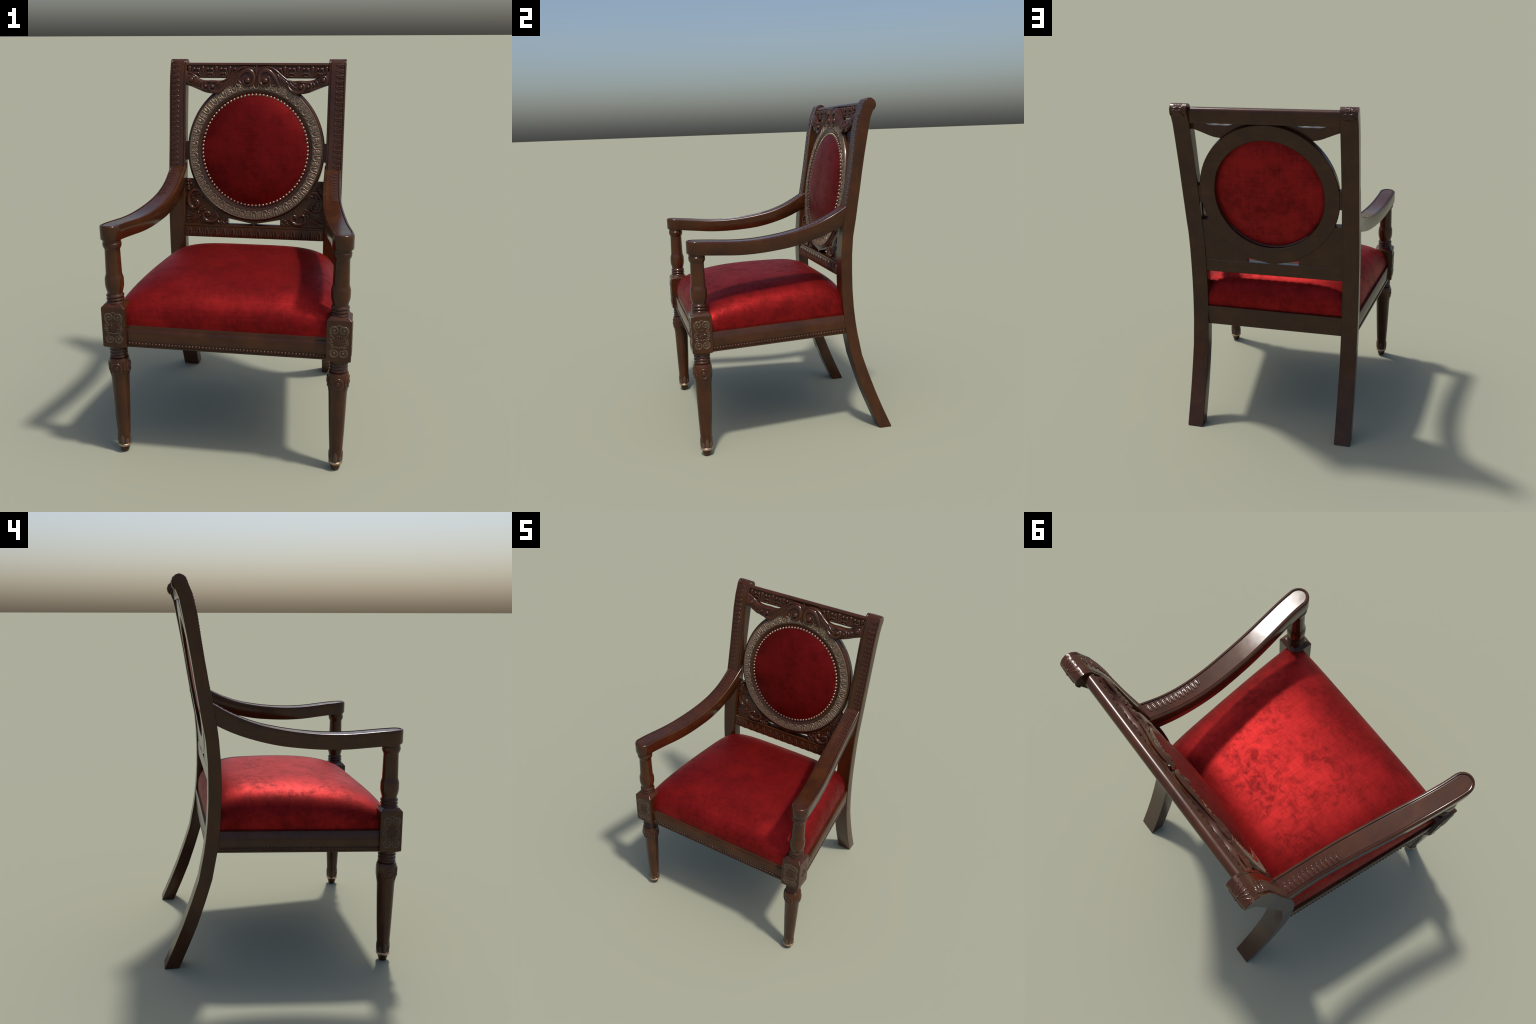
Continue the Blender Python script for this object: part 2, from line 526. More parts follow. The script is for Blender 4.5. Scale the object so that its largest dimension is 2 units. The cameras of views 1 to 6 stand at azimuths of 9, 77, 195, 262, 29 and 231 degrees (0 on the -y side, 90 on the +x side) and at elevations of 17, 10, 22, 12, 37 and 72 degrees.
def scroll_panel():
    """C-scrolls and small curls of the block faces, in (u, v, w); half width ~0.047, half height ~0.088"""
    b = Bag()
    for s in (1, -1):
        def add(path, rad, h=0.75):
            b.add(ridge([(s * p[0], p[1]) for p in path], [1.25 * r for r in rad], h))
        # upper volute: begins at the middle, over the top, down the outside and in to the shell
        vol = spiral(0.0225, 0.0560, 0.0105, 0.0210, PI * 0.42, -1.28, 22)
        add(spline([(p[0], p[1]) for p in vol] + [(0.0385, 0.0330), (0.0290, 0.0210), (0.0225, 0.0140)], 56),
            [0.0016, 0.0026, 0.0030, 0.0034, 0.0038, 0.0046, 0.0050, 0.0024])
        b.add(boss(s * 0.0235, 0.0560, 0.0078, 0.0052))
        add(spline([(0.0120, 0.0760), (0.0070, 0.0790), (0.0040, 0.0860)], 8), [0.0032, 0.0026, 0.0016])
        # curls beside the shell
        add(spline([(0.0430, 0.0215), (0.0415, 0.0120), (0.0350, 0.0085), (0.0290, 0.0105)], 12), [0.0016, 0.0034, 0.0026])
        add(spline([(0.0250, -0.0165), (0.0345, -0.0185), (0.0430, -0.0105), (0.0430, 0.0010), (0.0360, 0.0050)], 16),
            [0.0030, 0.0038, 0.0022])
        b.add(boss(s * 0.0335, -0.0055, 0.0060, 0.0044))
        add(spline([(0.0210, -0.0245), (0.0320, -0.0305), (0.0430, -0.0255)], 12), [0.0030, 0.0038, 0.0014])
        # lower volute
        low = spiral(0.0215, -0.0620, 0.0215, 0.0110, PI * 0.30, -1.30, 22)
        add(spline([(0.0150, -0.0260), (0.0230, -0.0345)] + [(p[0], p[1]) for p in low], 56),
            [0.0018, 0.0042, 0.0042, 0.0038, 0.0034, 0.0030, 0.0026, 0.0018])
        b.add(boss(s * 0.0215, -0.0620, 0.0075, 0.0052))
        b.add(boss(s * 0.0055, -0.0315, 0.0052, 0.0048, 10, 3))
        b.add(boss(s * 0.0130, -0.0275, 0.0046, 0.0042, 10, 3))
    b.add(boss(0, 0.0830, 0.0042, 0.0036, 8, 3))
    return b

def shell_panel():
    b = Bag()
    for k in range(10):
        a = 2 * PI * k / 10 + PI / 10
        r = 0.0260
        b.add(leaf(0.004 * math.cos(a), -0.002 + 0.004 * math.sin(a), r * math.cos(a), -0.002 + r * math.sin(a), 0.0135, 0.0034, 0.5))
    b.add(boss(0, -0.002, 0.0050, 0.0055))
    for x in (-0.010, 0, 0.010):
        b.add(boss(x, 0.0240, 0.0050, 0.0040, 8, 3))
    return b
SCP, SHP = scroll_panel(), shell_panel()

def on_cyl(rfun, a0, zc):
    """wrap (u, v, w) round the leg at azimuth a0"""
    def f(u, v, w):
        z = zc + v
        r = rfun(z) + w
        a = a0 + u / rfun(zc)
        return (LX + r * math.sin(a), LY - r * math.cos(a), z)
    return f

rz = lambda z: float(np.interp(z, [p[1] for p in SHAFT], [p[0] for p in SHAFT]))

for sx in (1, -1):
    body = Bag()
    body.add(lathe(LEG, LX, LY))
    body.add(lathe(SHAFT, LX, LY, 36))
    body.add(lathe(SPINDLE, LX, LY, 32))
    leg = part('front_leg', *sxm((body.V, body.F), sx), WOODZ, chair, 30)
    blk = rings([square_ring(0.616, 0, half=0.042), square_ring(0.627, -0.002), square_ring(0.8355, 0.003), square_ring(0.8545, 0, half=0.041)])
    part('leg_block', *sxm(blk, sx), WOODZ, leg, 38, 0.0022, weighted=True)
    ring = lathe([(0.028, 0.032), (0.0320, 0.034), (0.0358, 0.038), (0.0368, 0.0425), (0.0355, 0.047), (0.0325, 0.050), (0.030, 0.051)],
                 LX, LY, 32)
    part('foot_ring', *sxm(ring, sx), BRASS, leg, 50)
    # carved faces: front and outer side of the block
    for which in ('front', 'outer'):
        if which == 'front':
            fn = lambda u, v, w: (sx * (LX - 0.001 + u), BY0 + 0.0004 - 0.8 * w, 0.731 + v * 1.0)
        else:
            fn = lambda u, v, w: (sx * (BX1 - 0.0004 + 0.8 * w), LY + u * 0.97, 0.731 + v * 1.0)
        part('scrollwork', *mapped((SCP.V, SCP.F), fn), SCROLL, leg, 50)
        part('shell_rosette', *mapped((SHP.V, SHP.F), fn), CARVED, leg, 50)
    # rosettes and acanthus on the collar
    bb = Bag()
    for a0 in (0.0, PI / 2, -PI / 2):
        fn = on_cyl(rz, a0, 0.500)
        ringp = [(0.0255 * math.cos(t), 0.0270 * math.sin(t)) for t in np.linspace(0, 2 * PI, 29)]
        bb.add(mapped(ridge(ringp, [0.0062, 0.0062], 0.6), fn))
        bb.add(mapped(boss(0, 0, 0.0150, 0.0042, 18, 4), fn))
    for a0 in (PI / 4, -PI / 4):
        fn = on_cyl(rz, a0, 0.500)
        for k in (-1, 0, 1):
            bb.add(mapped(ridge(spline([(0.001 * k, -0.012), (0.0035 * k, 0.010), (0.010 * k, 0.032 - 0.003 * abs(k))], 9), [0.002, 0.0042, 0.001], 0.9), fn))
            bb.add(mapped(ridge(spline([(0.001 * k, 0.006), (0.0035 * k, -0.016), (0.010 * k, -0.040 + 0.004 * abs(k))], 9), [0.002, 0.004, 0.001], 0.9), fn))
        bb.add(mapped(boss(0, -0.005, 0.006, 0.006, 10, 3), fn))
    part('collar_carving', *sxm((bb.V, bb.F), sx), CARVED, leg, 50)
    # upright leaves above the brass ring
    bb = Bag()
    for k in range(8):
        fn = on_cyl(rz, k * PI / 4, 0.075)
        if k % 2 == 0:
            bb.add(mapped(leaf(0, -0.026, 0, 0.034, 0.0235, 0.0034, 0.35), fn))
        else:
            bb.add(mapped(leaf(0, -0.026, 0, 0.010, 0.0200, 0.0034, 0.35), fn))
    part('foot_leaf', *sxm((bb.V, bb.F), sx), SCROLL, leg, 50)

# ---------------------------------------------------------------- arms
AY = [0.372, 0.332, 0.221, 0.116, 0.014, -0.085, -0.181, -0.265, -0.347, -0.43, -0.50, -0.553]
AO = [0.511, 0.511, 0.513, 0.522, 0.535, 0.551, 0.567, 0.580, 0.593, 0.605, 0.614, 0.6185]
AI = [0.412, 0.413, 0.4155, 0.421, 0.430, 0.443, 0.457, 0.471, 0.486, 0.500, 0.510, 0.5145]
TY = [-0.61, -0.545, -0.476, -0.408, -0.34, -0.211, -0.099, 0.016, 0.126, 0.257, 0.341, 0.40]
TZ = [1.257, 1.253, 1.248, 1.2415, 1.236, 1.2345, 1.243, 1.260, 1.286, 1.340, 1.388, 1.424]
BYY = [-0.62, -0.492, -0.381, -0.349, -0.231, -0.1, 0.009, 0.126, 0.252, 0.322, 0.40]
BZ = [1.183, 1.171, 1.161, 1.158, 1.1545, 1.161, 1.173, 1.199, 1.242, 1.276, 1.320]
arm_top, arm_bot = hermite(TY, TZ), hermite(BYY, BZ)

def arm_outline():
    """plan outline, outer side first, round tip, inner side back; symmetric pairing i <-> -1-i"""
    out = list(zip(AO, AY))
    inn = list(zip(AI, AY))
    cx, r = (AO[-1] + AI[-1]) / 2, (AO[-1] - AI[-1]) / 2
    tip = [(cx + r * math.cos(a), AY[-1] - 0.056 * math.sin(a)) for a in np.linspace(0, PI, 13)[1:-1]]
    dense = lambda c: [tuple(p) for p in spline(c, 40)]
    return dense(out) + tip + dense(inn)[::-1]

OUT = arm_outline()
def inset(P, d):
    n = len(P)
    R = []
    for i in range(n):
        a, b = np.array(P[max(i - 1, 0)]), np.array(P[min(i + 1, n - 1)])
        t = (b - a) / np.linalg.norm(b - a)
        nn = np.array((t[1], -t[0]))      # points inward for this winding (outer side runs towards -y)
        R.append(tuple(np.array(P[i]) + nn * d))
    return R

def arm():
    prof = [(0.010, 'b', 0.0), (0.003, 'b', 0.0015), (0.0, 'b', 0.006), (0.0, 't', -0.0095), (0.0008, 't', -0.0055), (0.0030, 't', -0.0022), (0.0065, 't', -0.0006),
            (0.0105, 't', 0.0), (0.0115, 't', -0.0008), (0.0123, 't', -0.0046), (0.0142, 't', -0.0050), (0.0154, 't', -0.0030), (0.0168, 't', -0.0026), (0.0176, 't', -0.0026), (0.0190, 't', -0.0026)]
    R = []
    for d, side, dz in prof:
        ring = []
        for x, y in inset(OUT, d):
            ring.append((x, y, (arm_top(y) if side == 't' else arm_bot(y)) + dz))
        R.append(ring)
    V, F = rings(R, True, False, False)
    n = len(OUT)
    for base in (0, (len(R) - 1) * n):
        for i in range(n // 2):
            a, b, c, d = i, i + 1, n - 2 - i, n - 1 - i
            if b == c:
                F.append((base + a, base + b, base + d))
            elif b < c:
                F.append((base + a, base + b, base + c, base + d))
    return V, F

ARM = arm()
ao = hermite(AY[::-1], AO[::-1])
for sx in (1, -1):
    a = part('armrest', *sxm(ARM, sx), WOODY, chair, 40)
    for i in range(12):
        y = 0.318 - i * 0.0228
        z = arm_top(y) - 0.0030
        x = ao(y) - 0.0165
        up = Vector((sx * (ao(y + 0.01) - ao(y - 0.01)), 0.02, arm_top(y + 0.01) - arm_top(y - 0.01)))
        right = Vector((0, 0, 1)).cross(up)
        # u runs from the outer edge to the inside
        rr = Vector((-sx, 0, 0)) 
        upv = up if sx < 0 else -up
        M = frame((sx * x, y, z), rr, upv)
        s = 1.0
        link('arm_leaf', SIDE, a, M @ Matrix.Diagonal((1.02 if i < 11 else 0.85, 0.74, random.uniform(0.75, 0.9), 1)))

# ---------------------------------------------------------------- seat frame
def rail_section(strip=True, lip=True):
    """(depth from outer face, z) round the rail, counter clockwise from the outer bottom"""
    s = [(0.0035, 0.6215), (0.0005, 0.6245), (0.0005, 0.6305), (0.0030, 0.6320), (0.0030, 0.6535), (0.0, 0.6550)]
    if lip:
        s += [(0.0, 0.716), (0.0022, 0.7190), (0.0085, 0.7200), (0.0095, 0.7215), (0.0095, 0.7345), (0.0115, 0.7365)]
    else:
        s += [(0.0, 0.7325), (0.0025, 0.7355)]
    s += [(0.060, 0.7365), (0.060, 0.6215)]
    return s

def rail(p0, p1, nrm, sec):
    """straight rail between plan points p0, p1; nrm = inward plan normal"""
    R = [[(p[0] + nrm[0] * d, p[1] + nrm[1] * d, z) for d, z in sec] for p in (p0, p1)]
    return rings(R)

def bead_row(p0, p1, nrm, z, pitch, r):
    L = math.hypot(p1[0] - p0[0], p1[1] - p0[1])
    n = int(L / pitch)
    b = Bag()
    for i in range(n):
        t = (i + 0.5) / n
        c = (p0[0] + (p1[0] - p0[0]) * t, p0[1] + (p1[1] - p0[1]) * t)
        dx, dy = (p1[0] - p0[0]) / L, (p1[1] - p0[1]) / L
        b.add(mapped(boss(0, 0, r, r * 0.95, 10, 3), lambda u, v, w: (c[0] + dx * u - nrm[0] * (w - 0.0028), c[1] + dy * u - nrm[1] * (w - 0.0028), z + v)))
    return b

fr = part('front_rail', *rail((-0.515, -0.588), (0.515, -0.588), (0, 1), rail_section()), WOODX, chair, 40)
bb = bead_row((-0.502, -0.588), (0.502, -0.588), (0, 1), 0.6425, 0.0173, 0.0078)
o = part('beading', bb.V, bb.F, CARVED, fr, 50)
o['kind'] = 'stuff'
for sx in (1, -1):
    q0, q1 = (sx * 0.6035, -0.505), (sx * 0.5085, 0.345)
    dv = Vector((q1[0] - q0[0], q1[1] - q0[1])).normalized()
    nr = (-dv[1], dv[0]) if sx > 0 else (dv[1], -dv[0])
    sr = part('side_rail', *rail(q0, q1, nr, rail_section(lip=False)), WOODY, chair, 40)
    t = (0.317 - q0[1]) / (q1[1] - q0[1])
    e = (q0[0] + (q1[0] - q0[0]) * t, 0.317)
    s = (q0[0] + (q1[0] - q0[0]) * 0.013, BY1)
    bb = bead_row(s, e, nr, 0.6425, 0.0175, 0.0078)
    o = part('beading', bb.V, bb.F, CARVED, sr, 50)
    o['kind'] = 'stuff'
part('back_rail', *box(-0.422, 0.422, 0.322, 0.381, 0.614, 0.735), WOODX, chair, 40, 0.0025)
V, F = rings([[(-0.56, -0.54, z), (0.56, -0.54, z), (0.47, 0.335, z), (-0.47, 0.335, z)] for z in (0.640, 0.655)])
part('seat_board', V, F, WOODX, chair, 40)

# ---------------------------------------------------------------- seat cushion
def half_width(y):
    return 0.5885 + (0.4945 - 0.5885) * (y + 0.505) / (0.315 + 0.505)

def cushion():
    y0, yc, y1 = -0.577, 0.08, 0.368
    n = 130
    P = []
    for j in range(n + 1):
        sv = -1 + 2 * j / n
        v = math.sin(PI / 2 * sv)
        row = []
        if v < 0:
            y = yc + v * (yc - y0)
            fy = max(0.0, 1 - abs(v) ** 2.7)
        else:
            y = yc + v * (y1 - yc)
            fy = max(0.0, 1 - abs(v) ** 2.7)
        for i in range(n + 1):
            su = -1 + 2 * i / n
            u = math.sin(PI / 2 * su)
            hw = half_width(y)
            x = u * hw
            fx = max(0.0, 1 - abs(u) ** 4.2)
            z = 0.7325 + 0.233 * (fx * fy) ** 0.335
            row.append((x, y, z))
        P.append(row)
    V, F = grid(P)
    # skirt that tucks into the frame
    m = n + 1
    rim = [i for i in range(m)] + [j * m + n for j in range(1, m)] + [n * m + i for i in range(n - 1, -1, -1)] + [j * m for j in range(n - 1, 0, -1)]
    off = len(V)
    for i in rim:
        x, y, z = V[i]
        V.append((x * 0.985, y + (0.006 if y < 0 else -0.010), 0.70))
    k = len(rim)
    F += [(rim[i], rim[(i + 1) % k], off + (i + 1) % k, off + i) for i in range(k)]
    F.append(tuple(off + i for i in range(k)))
    return V, F

part('seat_cushion', *cushion(), VELVET, chair, 60)

# ---------------------------------------------------------------- back panel
PF = hermite([0.94, 0.964, 1.04, 1.15, 1.30, 1.47, 1.70, 1.85, 1.97], [0.305, 0.306, 0.313, 0.322, 0.341, 0.366, 0.402, 0.427, 0.450])
PB = hermite([0.94, 1.00, 1.10, 1.20, 1.31, 1.48, 1.60, 1.78, 1.90], [0.362, 0.364, 0.368, 0.377, 0.393, 0.420, 0.439, 0.470, 0.492])
OZ, OS = 1.483, 1.025          # centre and vertical stretch of the oval

def pan(x, z, w):
    """point on the back panel; w = proud of the front face"""
    return (x, PF(z) - w, z)

def ov(r, a):
    return r * math.cos(a), OZ + OS * r * math.sin(a)

def panel_frame(x, z, ang):
    dz = 0.01
    up = Vector((0, PF(z + dz) - PF(z - dz), 2 * dz))
    return frame((x, PF(z), z), (1, 0, 0), up) @ Matrix.Rotation(ang, 4, 'Z')

DROP = 0.0095
def pbk(x, z, inset):
    """point on the back face; the panel is cut square to its tilt, so the back sits lower"""
    return (x, PB(z - DROP) - inset, z - DROP)

def oval_ring(prof, seg, back_from=None):
    """prof: (radius, proud) pairs on the front, or (radius, ('b', inset)) measured from the back"""
    R = []
    for r, w in prof:
        ring = []
        for k in range(seg):
            x, z = ov(r, 2 * PI * k / seg)
            if isinstance(w, tuple):
                ring.append(pbk(x, z, w[1]))
            else:
                ring.append(pan(x, z, w))
        R.append(ring)
    return R

prof = [(0.3215, -0.020), (0.3205, -0.002), (0.3225, -0.0008), (0.3250, 0.0010), (0.3275, 0.0005), (0.3290, 0.0012), (0.3375, 0.0065), (0.3390, 0.0065),
        (0.3400, 0.002), (0.3900, 0.0005), (0.3950, 0.000), (0.3960, -0.003), (0.3985, -0.0035), (0.4035, -0.0050), (0.4055, -0.0075), (0.4058, -0.018),
        (0.4090, -0.0195), (0.4095, ('b', 0.004)), (0.4060, ('b', 0.0)), (0.3240, ('b', 0.0)), (0.3215, ('b', 0.003)), (0.3215, ('b', 0.022))]
V, F = rings(oval_ring(prof, 96), True, False, False)
n = 96
L = len(prof) - 1
F += [(L * n + j, L * n + (j + 1) % n, (j + 1) % n, j) for j in range(n)]
back_frame = part('back_medallion', V, F, WOODBACK, chair, 34)

# gilded moulding: ground ring, raised lip, inner thread
V, F = rings(oval_ring([(0.3385, -0.002), (0.3395, 0.0030), (0.350, 0.0022), (0.372, 0.0028), (0.3880, 0.0040), (0.3890, -0.002)], 96), True, False, False)
part('gilded_ground', V, F, GROUND, back_frame, 50)
V, F = rings(oval_ring([(0.3865, 0.002), (0.3878, 0.0048), (0.3898, 0.0056), (0.3918, 0.0050), (0.3932, 0.0030), (0.3940, -0.003)], 96), True, False, False)
part('gilded_lip', V, F, GROUND, back_frame, 60)

def loop_motif():
    """horseshoe loop opening outward, with a tongue inside; local v = outward radius"""
    b = Bag()
    path = spline([(-0.0165, 0.048), (-0.0150, 0.036), (-0.0155, 0.024), (-0.0130, 0.0135), (-0.0070, 0.0065), (0, 0.0045), (0.0070, 0.0065), (0.0130, 0.0135),
                   (0.0155, 0.024), (0.0150, 0.036), (0.0165, 0.048)], 37)
    b.add(ridge(path, [0.0040, 0.0042, 0.0046, 0.0048, 0.0046, 0.0042, 0.0040], 0.95))
    b.add(leaf(0, 0.048, 0, 0.018, 0.0160, 0.0042, 0.4))
    b.add(ridge(spline([(-0.0060, 0.046), (-0.0065, 0.032), (0, 0.020)], 8), [0.0022, 0.0026, 0.0016], 1.0))
    b.add(ridge(spline([(0.0060, 0.046), (0.0065, 0.032), (0, 0.020)], 8), [0.0022, 0.0026, 0.0016], 1.0))
    return raw_mesh('loop_ornament', b.V, b.F, GILT, 60)

def trefoil_motif():
    b = Bag()
    b.add(ridge(spline([(0, 0.047), (0, 0.026), (0, 0.010)], 9), [0.0030, 0.0042, 0.0036], 1.0))
    for s in (1, -1):
        b.add(ridge(spline([(0.002 * s, 0.046), (0.007 * s, 0.036), (0.0125 * s, 0.030)], 9), [0.0026, 0.0042, 0.0026], 1.0))
        b.add(ridge(spline([(0.002 * s, 0.034), (0.007 * s, 0.024), (0.0120 * s, 0.017)], 9), [0.0026, 0.0044, 0.0030], 1.0))
        b.add(boss(0.0075 * s, 0.0120, 0.0048, 0.0048, 8, 3))
        b.add(boss(0.0110 * s, 0.0450, 0.0034, 0.0036, 8, 3))
    b.add(boss(0, 0.0080, 0.0050, 0.0052, 10, 3))
    return raw_mesh('trefoil_ornament', b.V, b.F, GILT, 60)

LOOP, TREF = loop_motif(), trefoil_motif()
NL = 34
for k in range(NL):
    for half, me in ((0, LOOP), (0.5, TREF)):
        a = -PI / 2 + 2 * PI * (k + half) / NL
        x, z = ov(0.3395, a)
        M = panel_frame(x, z, a - PI / 2)
        M.translation += M.to_3x3() @ Vector((0, 0, 0.0022))
        link(me.name, me, back_frame, M @ Matrix.Diagonal((1, 1.0, random.uniform(0.9, 1.1), 1)))

# upholstery pads, front and back
def pad(R0, edge, rise, power, back=False):
    nr, na = 26, 96
    P = []
    for i in range(nr + 1):
        rho = math.sin(PI / 2 * i / nr) if i else 1e-4
        w = edge + rise * max(0.0, 1 - rho ** power)
        row = []
        for k in range(na + 1):
            x, z = ov(R0 * rho, 2 * PI * k / na)
            row.append(pbk(x, z, -w) if back else pan(x, z, w))
        P.append(row)
    # tuck the edge in behind the moulding
    row = []
    for k in range(na + 1):
        x, z = ov(R0 * 0.995, 2 * PI * k / na)
        row.append(pbk(x, z, 0.012 - edge) if back else pan(x, z, edge - 0.012))
    P.append(row)
    return grid(P)
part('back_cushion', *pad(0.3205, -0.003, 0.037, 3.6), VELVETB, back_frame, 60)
part('rear_cushion', *pad(0.3220, -0.030, 0.024, 3.4, True), VELVETR, back_frame, 60)

# brass nails
b = boss(0, 0, 0.0084, 0.0076, 14, 5)
NAILM = raw_mesh('brass_nail', b[0], b[1], NAIL, 60)
NN = 89
for k in range(NN):
    a = PI / 2 + 2 * PI * k / NN
    x, z = ov(0.3115, a)
    M = panel_frame(x, z, 0)
    M.translation += M.to_3x3() @ Vector((0, 0, -0.0050 + 0.037 * (1 - (0.3115 / 0.3205) ** 3.6)))
    link('brass_nail', NAILM, back_frame, M @ Matrix.Rotation(random.uniform(0, 6), 4, 'Z'))

# side brackets joining the oval to the posts
for sx in (1, -1):
    P = []
    zs = np.linspace(1.4235, 1.531, 8)
    R = []
    for z in zs:
        R.append([(sx * 0.392, PF(z) + 0.012, z), (sx * 0.424, PF(z) + 0.012, z), pbk(sx * 0.424, z, 0.003), pbk(sx * 0.392, z, 0.003)])
    part('bracket', *rings(R), WOODBACK, back_frame, 40, 0.002)

# carved corner panels
def inner_x(z, r):
    t = (OZ - z) / OS
    return math.sqrt(max(r * r - t * t, 0)) if abs(t) < r else 0.0

DEP = 0.0105
for sx in (1, -1):
    R = []
    for z in np.linspace(1.036, 1.314, 30):
        xi = max(0.158, inner_x(z, 0.397))
        R.append([(sx * xi, PF(z) + DEP, z), (sx * 0.421, PF(z) + DEP, z), pbk(sx * 0.421, z, 0.0025), pbk(sx * xi, z, 0.0025)])
    sp = part('corner_panel', *rings(R), WOODBACK, back_frame, 40)
    bb = Bag()
    dn = lambda VF: bb.add(mapped(VF, lambda u, v, w: pan(sx * u, v, w - DEP)))
    H = 1.0
    def rb(pts, rad, n=28, h=H):
        dn(ridge(spline(pts, n), [1.6 * r for r in rad], h))
    def curl(cx, cz, r0, r1, a0, turns, rad, n=30, h=H):
        dn(ridge(spiral(cx, cz, r0, r1, a0, turns, n), [1.6 * r for r in rad], h))
    # two big C scrolls round the corner: one up the side, one along the bottom
    rb([(0.322, 1.222), (0.330, 1.236), (0.348, 1.246), (0.376, 1.240), (0.397, 1.214), (0.402, 1.180), (0.390, 1.148), (0.366, 1.136),
        (0.345, 1.148), (0.340, 1.166), (0.352, 1.180), (0.366, 1.176)], [0.003, 0.0055, 0.0078, 0.0072, 0.0065, 0.0058, 0.004], 46)
    dn(boss(0.3555, 1.1635, 0.0075, 0.0095))
    rb([(0.322, 1.222), (0.312, 1.212), (0.303, 1.214)], [0.0055, 0.004, 0.0012], 10)
    rb([(0.330, 1.236), (0.338, 1.226), (0.352, 1.222), (0.366, 1.212)], [0.004, 0.0055, 0.002], 12)
    rb([(0.238, 1.124), (0.232, 1.110), (0.222, 1.094), (0.228, 1.070), (0.252, 1.056), (0.284, 1.058), (0.306, 1.076), (0.306, 1.100),
        (0.290, 1.112), (0.274, 1.106), (0.272, 1.092), (0.284, 1.086)], [0.003, 0.0055, 0.0078, 0.0072, 0.0065, 0.0058, 0.004], 46)
    dn(boss(0.289, 1.0945, 0.0075, 0.0095))
    rb([(0.238, 1.124), (0.246, 1.132), (0.248, 1.142)], [0.0055, 0.004, 0.0012], 10)
    rb([(0.232, 1.112), (0.246, 1.104), (0.250, 1.090), (0.246, 1.078)], [0.004, 0.0055, 0.002], 12)
    # corner acanthus: fronds fanning from the meeting of the scrolls
    for pts, r in (([(0.346, 1.110), (0.372, 1.098), (0.402, 1.108)], 0.0068), ([(0.346, 1.106), (0.374, 1.090), (0.408, 1.088)], 0.0072),
                   ([(0.344, 1.104), (0.372, 1.080), (0.410, 1.066)], 0.0078), ([(0.342, 1.102), (0.366, 1.072), (0.394, 1.050)], 0.0078),
                   ([(0.338, 1.102), (0.352, 1.074), (0.370, 1.052)], 0.0072), ([(0.334, 1.102), (0.338, 1.078), (0.346, 1.056)], 0.0068),
                   ([(0.386, 1.126), (0.400, 1.130), (0.411, 1.142)], 0.0062), ([(0.326, 1.070), (0.322, 1.058), (0.316, 1.050)], 0.0050),
                   ([(0.392, 1.118), (0.404, 1.120), (0.412, 1.116)], 0.0050)):
        rb(pts, [r * 0.35, r * 0.62, r * 0.45], 16)
        dn(boss(pts[-1][0], pts[-1][1], r * 0.72, r * 0.9, 10, 3))
    for pts, r in (([(0.340, 1.112), (0.322, 1.126), (0.300, 1.130)], 0.0062), ([(0.342, 1.114), (0.326, 1.134), (0.304, 1.146)], 0.0066),
                   ([(0.344, 1.116), (0.334, 1.136), (0.320, 1.156)], 0.0062)):
        rb(pts, [r * 0.4, r * 0.68, r * 0.5], 14)
        dn(boss(pts[-1][0], pts[-1][1], r * 0.85, r * 1.1, 10, 3))
    dn(boss(0.341, 1.110, 0.0085, 0.0095, 12, 4))
    # foliage climbing the post edge and running to the window
    for cx, cz, sgn in ((0.404, 1.264, 1), (0.388, 1.281, -1), (0.407, 1.299, 1)):
        curl(cx, cz, 0.003, 0.0105, 0.5 * sgn, 1.1 * sgn, [0.002, 0.0036, 0.0032, 0.002], 18)
        dn(boss(cx, cz, 0.0048, 0.0085, 8, 3))
    for pts in ([(0.392, 1.244), (0.402, 1.252), (0.411, 1.248)], [(0.388, 1.250), (0.376, 1.262), (0.372, 1.274)], [(0.376, 1.248), (0.362, 1.258), (0.354, 1.268)],
                [(0.398, 1.272), (0.404, 1.282), (0.413, 1.282)], [(0.396, 1.288), (0.392, 1.299), (0.394, 1.309)], [(0.376, 1.232), (0.366, 1.242), (0.350, 1.250)]):
        rb(pts, [0.0022, 0.0042, 0.0030], 12)
        dn(boss(pts[-1][0], pts[-1][1], 0.0044, 0.0075, 8, 3))
    for cx, cz, sgn in ((0.203, 1.060, 1), (0.185, 1.071, -1), (0.170, 1.056, 1)):
        curl(cx, cz, 0.003, 0.0095, 0.5 * sgn, 1.1 * sgn, [0.002, 0.0036, 0.0032, 0.002], 18)
        dn(boss(cx, cz, 0.0046, 0.0085, 8, 3))
    for pts in ([(0.222, 1.062), (0.212, 1.052), (0.200, 1.047)], [(0.220, 1.070), (0.212, 1.082), (0.216, 1.094)], [(0.214, 1.078), (0.204, 1.086), (0.200, 1.098)],
                [(0.194, 1.064), (0.186, 1.052), (0.176, 1.046)], [(0.180, 1.078), (0.172, 1.084), (0.165, 1.080)]):
        rb(pts, [0.0022, 0.0042, 0.0030], 12)
        dn(boss(pts[-1][0], pts[-1][1], 0.0044, 0.0075, 8, 3))
    for cx, cz in ((0.372, 1.196), (0.380, 1.212), (0.264, 1.074), (0.250, 1.070), (0.410, 1.160), (0.330, 1.090), (0.318, 1.100)):
        dn(boss(cx, cz, 0.0050, 0.0075, 8, 3))
    # thread of small pearls outside the oval
    for k in range(26):
        a = -1.115 + k * 0.030
        if 1.05 < ov(0.4145, a)[1] < 1.31 and ov(0.4145, a)[0] > 0.164:
            x, z = ov(0.4145, a)
            dn(boss(x, z, 0.0030 if k % 3 else 0.0042, 0.0075, 8, 3))
    part('scroll_carving', bb.V, bb.F, CARVED, sp, 50)

